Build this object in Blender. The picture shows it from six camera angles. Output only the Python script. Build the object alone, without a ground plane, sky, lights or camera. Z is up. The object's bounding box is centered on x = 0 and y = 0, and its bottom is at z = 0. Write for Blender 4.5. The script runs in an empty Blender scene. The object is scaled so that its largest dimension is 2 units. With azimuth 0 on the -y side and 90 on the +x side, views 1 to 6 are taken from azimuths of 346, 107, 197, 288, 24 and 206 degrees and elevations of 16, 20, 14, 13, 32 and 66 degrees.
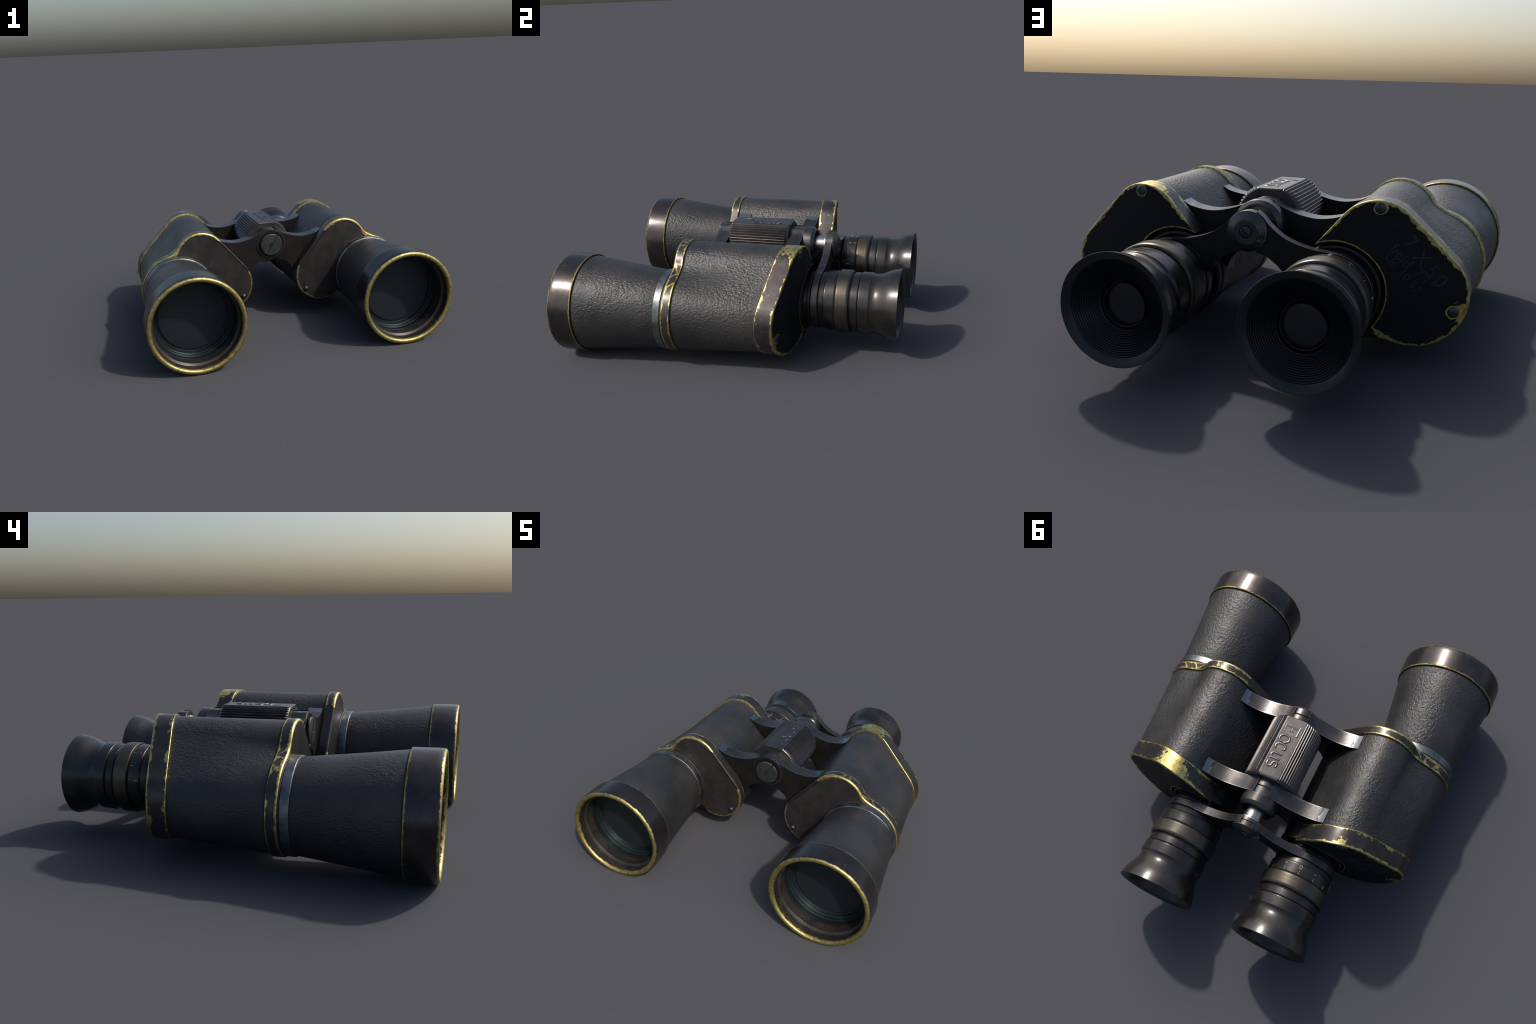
# Old prism field glasses lying on their objective rims.  Optical axes run along y
# (objectives at -y, eyecups at +y); the pair is symmetric about x = 0.
import bpy, bmesh, math, random
from math import sin, cos, pi, radians, atan2, hypot, sqrt
from mathutils import Vector, Matrix, noise

random.seed(7)
COL = bpy.context.scene.collection

# ------------------------------------------------------------------ main dimensions
OBJ_X, OBJ_Z = 0.671, 0.304          # objective axis
EYE_X, EYE_Z = 0.345, 0.304          # eyepiece axis
HINGE_Z = 0.539                      # hinge axis at x = 0
LOBE = (0.505, 0.514, 0.173)         # top lobe of the prism housing (x, z, radius)
Y_FRONT, Y_FRONT_BACK = -0.297, -0.238
CAP_DEPTH = 0.103


def rear_y(x):
    """Rear cover: flat by the eyepiece, then sloping forwards along the outer prism."""
    t = abs(x) - 0.46
    return 0.4565 - 0.245 * (0.5 * (t + sqrt(t * t + 0.0012)))


# ------------------------------------------------------------------ node helpers
class Nodes:
    def __init__(self, name):
        self.mat = bpy.data.materials.new(name)
        self.mat.use_nodes = True
        self.t = self.mat.node_tree
        self.t.nodes.clear()
        self.out = self.t.nodes.new("ShaderNodeOutputMaterial")
        tc = self.t.nodes.new("ShaderNodeTexCoord")
        self.co = tc.outputs["Object"]
        sep = self.t.nodes.new("ShaderNodeSeparateXYZ")
        self.t.links.new(self.co, sep.inputs[0])
        self.x, self.y, self.z = sep.outputs
        self.ax = self.m("ABSOLUTE", self.x)

    def put(self, sock, v):
        if isinstance(v, (int, float)):
            sock.default_value = v
        elif isinstance(v, tuple):
            sock.default_value = v if len(v) == len(sock.default_value) else (*v, 1.0)
        else:
            self.t.links.new(v, sock)

    def m(self, op, a, b=None, c=None, clamp=False):
        n = self.t.nodes.new("ShaderNodeMath")
        n.operation, n.use_clamp = op, clamp
        for s, v in zip(n.inputs, (a, b, c)):
            if v is not None:
                self.put(s, v)
        return n.outputs[0]

    def add(self, a, b): return self.m("ADD", a, b)
    def sub(self, a, b): return self.m("SUBTRACT", a, b)
    def mul(self, a, b): return self.m("MULTIPLY", a, b)
    def mn(self, a, b): return self.m("MINIMUM", a, b)
    def mx(self, a, b): return self.m("MAXIMUM", a, b)

    def length(self, a, b):
        return self.m("SQRT", self.add(self.mul(a, a), self.mul(b, b)))

    def dist(self, u, v, cu, cv):
        return self.length(self.sub(u, cu), self.sub(v, cv))

    def ramp(self, v, lo, hi, a=0.0, b=1.0, smooth=True):
        n = self.t.nodes.new("ShaderNodeMapRange")
        n.interpolation_type = "SMOOTHSTEP" if smooth else "LINEAR"
        for s, w in zip(n.inputs, (v, lo, hi, a, b)):
            self.put(s, w)
        return n.outputs[0]

    def map(self, scale=(1, 1, 1), loc=(0, 0, 0), rot=(0, 0, 0)):
        n = self.t.nodes.new("ShaderNodeMapping")
        self.t.links.new(self.co, n.inputs[0])
        n.inputs["Location"].default_value = loc
        n.inputs["Scale"].default_value = scale
        n.inputs["Rotation"].default_value = rot
        return n.outputs[0]

    def noise(self, scale, detail=3.0, rough=0.55, vec=None, dist=0.0):
        n = self.t.nodes.new("ShaderNodeTexNoise")
        self.t.links.new(vec or self.co, n.inputs["Vector"])
        n.inputs["Scale"].default_value = scale
        n.inputs["Detail"].default_value = detail
        n.inputs["Roughness"].default_value = rough
        n.inputs["Distortion"].default_value = dist
        return n.outputs[0]

    def voronoi(self, scale, feature="SMOOTH_F1", vec=None, smooth=0.5):
        n = self.t.nodes.new("ShaderNodeTexVoronoi")
        n.feature = feature
        self.t.links.new(vec or self.co, n.inputs["Vector"])
        n.inputs["Scale"].default_value = scale
        if feature == "SMOOTH_F1":
            n.inputs["Smoothness"].default_value = smooth
        return n.outputs["Distance"]

    def mix(self, f, a, b):
        n = self.t.nodes.new("ShaderNodeMix")
        n.data_type = "RGBA"
        self.put(n.inputs["Factor"], f)
        self.put(n.inputs["A"], a)
        self.put(n.inputs["B"], b)
        return n.outputs["Result"]

    def mixf(self, f, a, b):
        n = self.t.nodes.new("ShaderNodeMix")
        n.data_type = "FLOAT"
        self.put(n.inputs["Factor"], f)
        self.put(n.inputs["A"], a)
        self.put(n.inputs["B"], b)
        return n.outputs["Result"]

    def bump(self, h, strength=0.5, distance=0.01, normal=None):
        n = self.t.nodes.new("ShaderNodeBump")
        n.inputs["Strength"].default_value = strength
        n.inputs["Distance"].default_value = distance
        self.put(n.inputs["Height"], h)
        if normal is not None:
            self.t.links.new(normal, n.inputs["Normal"])
        return n.outputs[0]

    def shade(self, color, rough, metal=0.0, normal=None, **kw):
        n = self.t.nodes.new("ShaderNodeBsdfPrincipled")
        self.put(n.inputs["Base Color"], color)
        self.put(n.inputs["Roughness"], rough)
        self.put(n.inputs["Metallic"], metal)
        if normal is not None:
            self.t.links.new(normal, n.inputs["Normal"])
        for k, v in kw.items():
            self.put(n.inputs[k.replace("_", " ")], v)
        self.t.links.new(n.outputs[0], self.out.inputs[0])
        return self.mat

    # signed distance to a round-ended bar from circle a to circle b, in the x-z plane
    def capsule(self, a, b):
        bx, bz = b[0] - a[0], b[1] - a[1]
        px, pz = self.sub(self.ax, a[0]), self.sub(self.z, a[1])
        dot = self.add(self.mul(px, bx), self.mul(pz, bz))
        h = self.m("MULTIPLY", dot, 1.0 / (bx * bx + bz * bz), clamp=True)
        d = self.length(self.sub(px, self.mul(h, bx)), self.sub(pz, self.mul(h, bz)))
        return self.sub(d, self.add(self.mul(h, b[2] - a[2]), a[2]))

    # old brass and the worn black lacquer over it; wear = 0..1 mask
    def lacquer_over_brass(self, wear, dark=(0.040, 0.036, 0.036), rough=0.31, metal=0.65, brass_rough=0.36, grain=0.35, dull=1.0, face=None, spec=0.5):
        tone = self.noise(9.0, 4.0)
        fine = self.noise(55.0, 5.0, 0.6)
        brass = self.mix(self.ramp(tone, 0.44, 0.72), (0.56, 0.50, 0.18), (0.66, 0.45, 0.16))
        brass = self.mix(self.ramp(fine, 0.40, 0.68), brass, (0.30, 0.225, 0.075))
        brass = self.mix(1.0 - dull, brass, (0.125, 0.112, 0.045))
        smudge = self.noise(14.0, 4.0, 0.6)
        paint = self.mix(self.ramp(smudge, 0.3, 0.75), dark, tuple(c * 1.55 for c in dark))
        if face is not None:
            paint = self.mix(face[0], paint, self.mix(self.ramp(smudge, 0.35, 0.65), face[1], face[2]))
            metal = self.mixf(face[0], metal, 0.0)
            rough = self.mixf(face[0], rough, face[3])
            spec = self.mixf(face[0], spec, face[4] if len(face) > 4 else 0.4)
        color = self.mix(wear, paint, brass)
        rgh = self.add(self.mixf(wear, rough, brass_rough), self.mul(self.sub(smudge, 0.5), 0.10))
        met = self.mixf(wear, metal, 0.92)
        h = self.add(self.mul(wear, -0.5), self.mul(self.mul(fine, wear), 0.5))
        return self.shade(color, rgh, met, self.bump(h, grain, 0.004), Specular_IOR_Level=spec)


# ------------------------------------------------------------------ materials
def worn_noise(n, big=34.0, shift=(0, 0, 0)):
    """0..1 ragged noise that decides how far the lacquer has chipped back from an edge."""
    v = n.map(loc=shift)
    a = n.noise(big, 5.0, 0.65, v)
    b = n.noise(9.0, 2.0, 0.5, v)
    return n.ramp(n.add(n.mul(a, 0.62), n.mul(b, 0.38)), 0.36, 0.68)


def mask(n, edge, width, soft=0.0022):
    return n.ramp(n.sub(edge, width), -soft, soft, 1.0, 0.0)


def blob(n, cx, cy, cz, r):
    d = n.m("SQRT", n.add(n.mul(n.sub(n.x, cx), n.sub(n.x, cx)),
                          n.add(n.mul(n.sub(n.y, cy), n.sub(n.y, cy)), n.mul(n.sub(n.z, cz), n.sub(n.z, cz)))))
    return n.ramp(d, 0.0, r, 1.0, 0.0)


def front_cap_material():
    n = Nodes("worn_front_cap")
    d = n.m("SMOOTH_MIN", n.capsule((EYE_X, EYE_Z, 0.187), LOBE), n.sub(n.dist(n.ax, n.z, OBJ_X, OBJ_Z), 0.246), 0.07)
    e_front = n.add(n.m("ABSOLUTE", d), n.sub(n.y, Y_FRONT))
    e_back = n.sub(Y_FRONT_BACK, n.y)
    w = worn_noise(n)
    # the inner flank, where the bridges sit, kept its black and a bare steel edge
    flank = n.sub(n.mul(n.sub(n.ax, 0.365), 0.788), n.mul(n.sub(n.z, 0.62), 0.616))
    on_flank = n.mul(n.ramp(flank, 0.03, 0.05, 1.0, 0.0), n.mul(n.ramp(n.z, 0.375, 0.395), n.ramp(n.z, 0.60, 0.635, 1.0, 0.0)))
    keep = n.sub(1.0, on_flank)
    upper = n.ramp(n.z, 0.40, 0.55, 0.75, 1.0)
    front = mask(n, e_front, n.mul(n.mul(n.add(0.010, n.mul(w, 0.013)), upper), keep))
    back = mask(n, e_back, n.mul(n.mul(n.add(n.mul(w, 0.016), 0.002), n.ramp(n.z, 0.35, 0.6, 0.8, 1.0)), keep))
    wear = n.mx(front, back)
    # cracks running across the strip where it dips to the barrel
    for cx, cz, k in ((0.735, 0.532, 0.9), (0.688, 0.575, -1.1), (0.80, 0.50, 0.7)):
        line = n.m("ABSOLUTE", n.sub(n.add(n.sub(n.ax, cx), n.mul(n.add(n.y, 0.268), k)), n.mul(n.sub(n.noise(30.0, 3.0), 0.5), 0.07)))
        crack = n.mul(mask(n, line, n.mul(w, 0.010)), n.ramp(n.m("ABSOLUTE", n.sub(n.z, cz)), 0.03, 0.05, 1.0, 0.0))
        wear = n.mx(wear, n.mul(crack, n.ramp(n.y, -0.293, -0.290)))
    chips = n.mul(n.ramp(n.noise(70.0, 4.0, 0.7), 0.66, 0.70), n.mul(n.ramp(n.z, 0.45, 0.62), n.ramp(n.y, -0.293, -0.288)))
    wear = n.mx(wear, chips)
    wear = n.mx(wear, n.mul(n.ramp(n.add(w, blob(n, 0.535, -0.265, 0.687, 0.07)), 1.02, 1.10), n.ramp(n.y, -0.293, -0.288)))
    face = (n.ramp(n.y, -0.2945, -0.2965), (0.0055, 0.0046, 0.0040), (0.0110, 0.0088, 0.0070), 0.50, 0.27)
    return n.lacquer_over_brass(wear, face=face)


def rear_cap_material():
    n = Nodes("worn_rear_cap")
    t = n.sub(n.ax, 0.46)
    soft = n.mul(n.add(t, n.m("SQRT", n.add(n.mul(t, t), 0.0012))), 0.5 * 0.245)
    depth = n.sub(n.sub(0.4565, soft), n.y)            # distance in front of the rear face
    low = (OBJ_X - 0.003, OBJ_Z - 0.002, 0.208)
    d = n.mn(n.capsule(LOBE, low), n.capsule((EYE_X, EYE_Z, 0.187), LOBE))
    eye_d = n.dist(n.ax, n.z, EYE_X, EYE_Z)
    d = n.mx(d, n.sub(0.209, eye_d))
    w = worn_noise(n, shift=(3.1, 0, 0))
    e_rear = n.add(n.m("ABSOLUTE", d), n.m("ABSOLUTE", depth))
    cut = n.ramp(eye_d, 0.225, 0.245, 0.30, 1.0)
    rear = mask(n, e_rear, n.mul(n.add(0.0045, n.mul(w, 0.0145)), cut))
    fore = mask(n, n.sub(CAP_DEPTH, depth), n.add(n.mul(n.m('POWER', w, 2.2), 0.022), 0.003))
    wear = n.mul(n.mx(rear, fore), n.ramp(eye_d, 0.204, 0.207))
    for sx, sz in ((0.5146, 0.656), (0.8173, 0.2454)):
        wear = n.mx(wear, n.mul(mask(n, n.sub(n.dist(n.ax, n.z, sx, sz), 0.0225), n.add(0.002, n.mul(w, 0.009))), n.ramp(depth, 0.004, 0.002)))
    # the bare patch on top of one cap, rubbed right through
    patch = n.add(blob(n, 0.505, 0.405, 0.70, 0.20), n.mul(n.sub(w, 0.5), 0.55))
    wear = n.mx(wear, n.mul(n.ramp(patch, 0.50, 0.58), n.ramp(depth, 0.001, 0.004)))
    for px, pz in ((0.560, 0.700), (-0.50, 0.70)):
        p2 = n.add(blob(n, px, 0.44, pz, 0.11), n.mul(n.sub(w, 0.5), 0.6))
        wear = n.mx(wear, n.ramp(p2, 0.66, 0.74))
    p3 = n.add(n.mx(blob(n, -0.86, 0.37, 0.245, 0.10), blob(n, 0.86, 0.37, 0.245, 0.06)), n.mul(n.sub(w, 0.5), 0.5))
    wear = n.mx(wear, n.ramp(p3, 0.50, 0.58))
    chips = n.mul(n.ramp(n.noise(62.0, 4.0, 0.7), 0.665, 0.70), n.ramp(depth, 0.003, 0.006))
    wear = n.mx(wear, chips)
    face = (n.ramp(depth, 0.0025, 0.0010), (0.0042, 0.0044, 0.0050), (0.0075, 0.0076, 0.0080), 0.55, 0.22)
    return n.lacquer_over_brass(wear, face=face)


def bezel_material():
    n = Nodes("worn_objective_bezel")
    r = n.dist(n.ax, n.z, OBJ_X, OBJ_Z)
    w = worn_noise(n, 40.0, (0, 5.0, 0))
    outer = n.mul(n.ramp(r, 0.290, 0.300, 1.0, 0.60), n.ramp(r, 0.272, 0.286, n.add(0.55, n.mul(n.noise(48.0, 5.0, 0.7), 0.8)), 1.0))
    rim = mask(n, n.sub(n.y, -1.0), n.mul(outer, n.add(0.010, n.mul(w, 0.013))), 0.002)
    back = n.mul(mask(n, n.sub(-0.846, n.y), n.add(0.0035, n.mul(w, 0.007))), n.ramp(r, 0.294, 0.297))
    chips = n.mul(n.ramp(n.noise(26.0, 4.0, 0.7), 0.715, 0.735), n.ramp(r, 0.294, 0.297))
    wear = n.mx(n.mx(rim, back), chips)
    inside = (n.ramp(r, 0.284, 0.274), (0.013, 0.0112, 0.0095), (0.026, 0.0215, 0.0175), 0.42)
    return n.lacquer_over_brass(wear, rough=0.25, metal=0.75, face=inside, brass_rough=0.46, grain=0.8, dull=0.62)


def leather_material():
    n = Nodes("black_pebbled_leather")
    nt = n.t.nodes.new("ShaderNodeTexNoise")
    n.t.links.new(n.co, nt.inputs["Vector"])
    nt.inputs["Scale"].default_value, nt.inputs["Detail"].default_value = 30.0, 2.0
    off = n.t.nodes.new("ShaderNodeVectorMath")
    off.operation = "MULTIPLY_ADD"
    n.t.links.new(nt.outputs["Color"], off.inputs[0])
    off.inputs[1].default_value = (0.022, 0.022, 0.022)
    n.t.links.new(n.map(scale=(1.05, 0.72, 1.05)), off.inputs[2])
    warp = off.outputs[0]
    crease = n.ramp(n.voronoi(74.0, "DISTANCE_TO_EDGE", warp), 0.0, 0.40)
    cells = n.voronoi(74.0, vec=warp, smooth=0.5)
    wrinkle = n.noise(52.0, 1.5, 0.45, warp, dist=0.9)
    fine = n.noise(190.0, 2.0, 0.5)
    worn = n.noise(4.5, 3.0, 0.5, n.map(scale=(1, 1, 1.3)))
    soft = n.ramp(worn, 0.38, 0.60, 0.35, 1.0)
    h = n.add(n.mul(n.add(n.add(n.mul(crease, 0.20), n.mul(cells, -0.50)), n.mul(wrinkle, 0.80)), soft), n.mul(fine, 0.025))
    # glued seam down the inner side of each barrel
    ang = n.m("ARCTAN2", n.sub(n.z, OBJ_Z), n.sub(OBJ_X, n.ax))
    seam = n.mul(n.ramp(n.m("ABSOLUTE", n.sub(ang, radians(6.5))), 0.003, 0.011, 1.0, 0.0), n.ramp(n.y, -0.34, -0.35))
    h = n.sub(h, n.mul(seam, 0.8))
    tone = n.ramp(n.noise(4.0, 4.0, 0.6), 0.35, 0.68)
    color = n.mix(tone, (0.0150, 0.0155, 0.0165), (0.029, 0.0275, 0.026))
    # occlusion shadow beside the metal bands, darkened into the leather colour
    gap = n.mn(n.m("ABSOLUTE", n.sub(n.y, Y_FRONT_BACK)), n.m("ABSOLUTE", n.sub(n.y, -0.846)))
    painted_shadow = n.mx(n.mul(seam, 0.7), n.ramp(gap, 0.004, 0.012, 0.85, 0.0))
    color = n.mix(painted_shadow, color, (0.005, 0.005, 0.005))
    rough = n.add(n.ramp(n.noise(7.0, 3.0), 0.3, 0.7, 0.42, 0.51), n.mul(painted_shadow, 0.3))
    return n.shade(color, rough, 0.0, n.bump(h, 0.40, 0.0085), Specular_IOR_Level=0.48)


def bridge_material(y_edges, tips=True):
    """Blackened steel, rubbed bright along its edges and at the thin tips on the housings."""
    n = Nodes("blackened_steel_bridge")
    w = worn_noise(n, 26.0, (0, 0, 4.0))
    edge = None
    for y in y_edges:
        e = n.m("ABSOLUTE", n.sub(n.y, y))
        edge = e if edge is None else n.mn(edge, e)
    nz = n.t.nodes.new("ShaderNodeNewGeometry")
    sep = n.t.nodes.new("ShaderNodeSeparateXYZ")
    n.t.links.new(nz.outputs["True Normal"], sep.inputs[0])
    side = n.m("ABSOLUTE", sep.outputs[1])
    rubbed = n.mul(mask(n, edge, n.add(0.0012, n.mul(w, 0.003))), n.ramp(side, 0.97, 0.90))
    if tips:
        tip = n.mul(n.ramp(n.add(n.ax, n.mul(n.sub(w, 0.5), 0.03)), 0.325, 0.333), n.ramp(side, 0.9, 0.8))
        rubbed = n.mx(rubbed, tip)
    smudge = n.noise(11.0, 4.0, 0.6)
    onface = n.ramp(side, 0.85, 0.95)
    dark = n.mix(n.ramp(smudge, 0.35, 0.65), (0.050, 0.048, 0.050), (0.075, 0.070, 0.068))
    face = n.mix(n.ramp(smudge, 0.35, 0.65), (0.0048, 0.0042, 0.0038), (0.0092, 0.0077, 0.0066))
    color = n.mix(rubbed, n.mix(onface, dark, face), (0.185, 0.20, 0.215) if tips else (0.10, 0.10, 0.105))
    metal = n.mx(n.mixf(onface, 0.75, 0.0), n.mul(rubbed, 0.95))
    rough = n.add(n.mixf(onface, 0.30, 0.5), n.mul(n.sub(smudge, 0.5), 0.15))
    return n.shade(color, rough, metal, n.bump(n.noise(90.0, 4.0), 0.08, 0.004), Specular_IOR_Level=n.mixf(onface, 0.5, 0.28))


def plain(name, a, b, rough, metal, scale=12.0, bump=0.08, bscale=120.0, **kw):
    n = Nodes(name)
    s = n.noise(scale, 4.0, 0.6)
    color = n.mix(n.ramp(s, 0.32, 0.68), a, b)
    r = n.add(rough, n.mul(n.sub(s, 0.5), 0.14))
    return n.shade(color, r, metal, n.bump(n.noise(bscale, 4.0), bump, 0.004), **kw)


def grip_material():
    n = Nodes("grooved_olive_brass_ring")
    s = n.noise(10.0, 4.0, 0.6)
    lines = n.noise(1.0, 3.0, 0.6, n.map(scale=(0.5, 210.0, 0.5)))
    color = n.mix(n.ramp(s, 0.35, 0.65), (0.060, 0.056, 0.050), (0.088, 0.077, 0.059))
    return n.shade(color, n.ramp(lines, 0.3, 0.7, 0.30, 0.46), 0.8, n.bump(lines, 0.12, 0.004))


def eyepiece_material():
    n = Nodes("satin_black_eyepiece_metal")
    s = n.noise(10.0, 4.0, 0.6)
    color = n.mix(n.ramp(s, 0.32, 0.68), (0.028, 0.028, 0.030), (0.045, 0.042, 0.040))
    # thin brass showing at the turned edges
    e = None
    for y in (0.5655, 0.6335, 0.770):
        d = n.m("ABSOLUTE", n.sub(n.y, y))
        e = d if e is None else n.mn(e, d)
    w = worn_noise(n, 22.0)
    wear = n.mul(mask(n, e, n.mul(w, 0.0035), 0.001), 0.7)
    color = n.mix(wear, color, (0.30, 0.22, 0.10))
    return n.shade(color, n.add(0.30, n.mul(n.sub(s, 0.5), 0.12)), 0.7, n.bump(n.noise(120.0, 3.0), 0.05, 0.003))


def eyecup_material():
    n = Nodes("polished_hard_rubber_eyecup")
    s = n.noise(7.0, 4.0, 0.6)
    geo = n.t.nodes.new("ShaderNodeNewGeometry")
    sep = n.t.nodes.new("ShaderNodeSeparateXYZ")
    n.t.links.new(geo.outputs["True Normal"], sep.inputs[0])
    inside = n.mul(n.ramp(sep.outputs[1], 0.15, 0.40), n.ramp(n.y, 0.86, 0.89))
    color = n.mix(n.ramp(s, 0.35, 0.68), (0.0085, 0.0082, 0.0082), (0.0185, 0.0160, 0.0140))
    color = n.mix(inside, color, (0.0105, 0.0109, 0.0120))
    rough = n.mixf(inside, n.ramp(s, 0.3, 0.7, 0.22, 0.30), 0.36)
    return n.shade(color, rough, 0.0, n.bump(n.noise(140.0, 4.0), 0.05, 0.003), Specular_IOR_Level=n.mixf(inside, 0.48, 0.42))


def glass_pane_material():
    n = Nodes("tinted_front_glass")
    tr = n.t.nodes.new("ShaderNodeBsdfTransparent")
    tr.inputs[0].default_value = (0.66, 0.76, 0.78, 1)
    gl = n.t.nodes.new("ShaderNodeBsdfGlossy")
    gl.inputs["Roughness"].default_value = 0.03
    gl.inputs["Color"].default_value = (0.85, 0.95, 1.0, 1)
    lw = n.t.nodes.new("ShaderNodeLayerWeight")
    fac = n.add(n.mul(n.m("POWER", lw.outputs["Facing"], 4.0), 0.6), 0.02)
    mx = n.t.nodes.new("ShaderNodeMixShader")
    n.t.links.new(fac, mx.inputs[0])
    n.t.links.new(tr.outputs[0], mx.inputs[1])
    n.t.links.new(gl.outputs[0], mx.inputs[2])
    n.t.links.new(mx.outputs[0], n.out.inputs[0])
    return n.mat


MAT = {
    "leather": leather_material(),
    "front_cap": front_cap_material(),
    "rear_cap": rear_cap_material(),
    "bezel": bezel_material(),
    "bridge_front": bridge_material((-0.224, -0.1395)),
    "bridge_rear": bridge_material((0.257, 0.342)),
    "bridge_eye": bridge_material((0.484, 0.529), tips=False),
    "silver": plain("dull_silver_ring", (0.085, 0.094, 0.102), (0.20, 0.22, 0.23), 0.38, 0.95, 13.0),
    "rod": plain("bare_steel_rod", (0.40, 0.41, 0.40), (0.52, 0.50, 0.45), 0.26, 0.95, 8.0),
    "neck": plain("dark_bronze_neck", (0.020, 0.0175, 0.015), (0.034, 0.028, 0.023), 0.5, 0.2),
    "core": plain("black_inner_metal", (0.010, 0.010, 0.011), (0.020, 0.019, 0.018), 0.42, 0.3),
    "steel": plain("blackened_steel", (0.055, 0.053, 0.054), (0.085, 0.079, 0.075), 0.30, 0.75),
    "screw_grey": plain("grey_green_steel_screw", (0.022, 0.026, 0.0255), (0.040, 0.046, 0.044), 0.45, 0.4, 14.0),
    "screw_dark": plain("dark_steel_screw", (0.05, 0.053, 0.058), (0.085, 0.088, 0.092), 0.36, 0.8, 25.0),
    "knob": plain("satin_gunmetal_knob", (0.058, 0.055, 0.0545), (0.090, 0.084, 0.080), 0.33, 0.8, 9.0, 0.12, 220.0),
    "letters": plain("rubbed_raised_letters", (0.075, 0.072, 0.070), (0.130, 0.124, 0.118), 0.30, 0.9, 20.0),
    "eyepiece": eyepiece_material(),
    "eyecup": eyecup_material(),
    "grip": grip_material(),
    "inner": plain("dark_teal_lens_barrel", (0.012, 0.0145, 0.0155), (0.020, 0.0235, 0.025), 0.44, 0.0, Specular_IOR_Level=0.35),
    "disk": plain("deep_green_black_lens", (0.0165, 0.0195, 0.0205), (0.0185, 0.0215, 0.0225), 0.65, 0.0, 3.0, 0.0),
    "eyelens": plain("dark_eye_lens", (0.0065, 0.007, 0.0085), (0.008, 0.0085, 0.010), 0.22, 0.0, 3.0, 0.0),
    "pane": glass_pane_material(),
    "paint": plain("faded_white_marking", (0.26, 0.27, 0.265), (0.40, 0.40, 0.38), 0.6, 0.0, 60.0),
    "faint": plain("nearly_worn_off_marking", (0.0055, 0.0058, 0.0066), (0.0150, 0.0155, 0.017), 0.6, 0.0, 22.0),
}


# ------------------------------------------------------------------ mesh helpers
def finish(name, bm, mat, parent=None, angle=32.0, smooth=True, bevel=0.0, segs=2):
    bmesh.ops.recalc_face_normals(bm, faces=bm.faces)
    me = bpy.data.meshes.new(name)
    bm.to_mesh(me)
    bm.free()
    for p in me.polygons:
        p.use_smooth = smooth
    if smooth:
        me.set_sharp_from_angle(angle=radians(angle))
    ob = bpy.data.objects.new(name, me)
    COL.objects.link(ob)
    me.materials.append(mat)
    if bevel:
        m = ob.modifiers.new("soft_edges", "BEVEL")
        m.width, m.segments, m.limit_method, m.angle_limit = bevel, segs, "ANGLE", radians(35)
        m.harden_normals = False
    if smooth:
        w = ob.modifiers.new("flat_faces_stay_flat", "WEIGHTED_NORMAL")
        w.keep_sharp, w.weight = True, 60
    if parent is not None:
        ob.parent = parent
    return ob


def loft(bm, loops, cap_start=False, cap_end=False, closed=True):
    rows = [[bm.verts.new(p) for p in lp] for lp in loops]
    n = len(rows[0])
    for a, b in zip(rows[:-1], rows[1:]):
        for i in range(n if closed else n - 1):
            j = (i + 1) % n
            bm.faces.new((a[i], a[j], b[j], b[i]))
    if cap_start:
        bm.faces.new(rows[0])
    if cap_end:
        bm.faces.new(rows[-1])
    return rows


def lathe(name, profile, cx, cz, mat, parent, segs=128, angle=32.0, cap=(False, False)):
    """Turned part: profile is a list of (y, radius) round the axis (cx, cz)."""
    bm = bmesh.new()
    loops = []
    for y, r in profile:
        loops.append([(cx + r * cos(2 * pi * k / segs), y, cz + r * sin(2 * pi * k / segs)) for k in range(segs)])
    loft(bm, loops, *cap)
    return finish(name, bm, mat, parent, angle)


def rounded(points, r=0.003, steps=3):
    """Round the corners of an open (y, radius) profile."""
    out = [points[0]]
    for a, b, c in zip(points[:-2], points[1:-1], points[2:]):
        A, B, C = Vector(a), Vector(b), Vector(c)
        la, lc = (A - B).length, (C - B).length
        k = min(r, la * 0.45, lc * 0.45)
        if k < 1e-5:
            out.append(b)
            continue
        p, q = B + (A - B).normalized() * k, B + (C - B).normalized() * k
        for s in range(steps + 1):
            t = s / steps
            out.append(tuple(p * (1 - t) ** 2 + B * (2 * t * (1 - t)) + q * t * t))
    out.append(points[-1])
    return out


def hermite(p0, t0, p1, t1, n):
    out = []
    for k in range(1, n):
        t = k / n
        h = (2 * t**3 - 3 * t * t + 1, t**3 - 2 * t * t + t, -2 * t**3 + 3 * t * t, t**3 - t * t)
        out.append(tuple(h[0] * p0[i] + h[1] * t0[i] + h[2] * p1[i] + h[3] * t1[i] for i in range(2)))
    return out


def arc(cx, cz, r, a0, a1, n):
    return [(cx + r * cos(radians(a0 + (a1 - a0) * k / n)), cz + r * sin(radians(a0 + (a1 - a0) * k / n))) for k in range(n + 1)]


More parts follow.
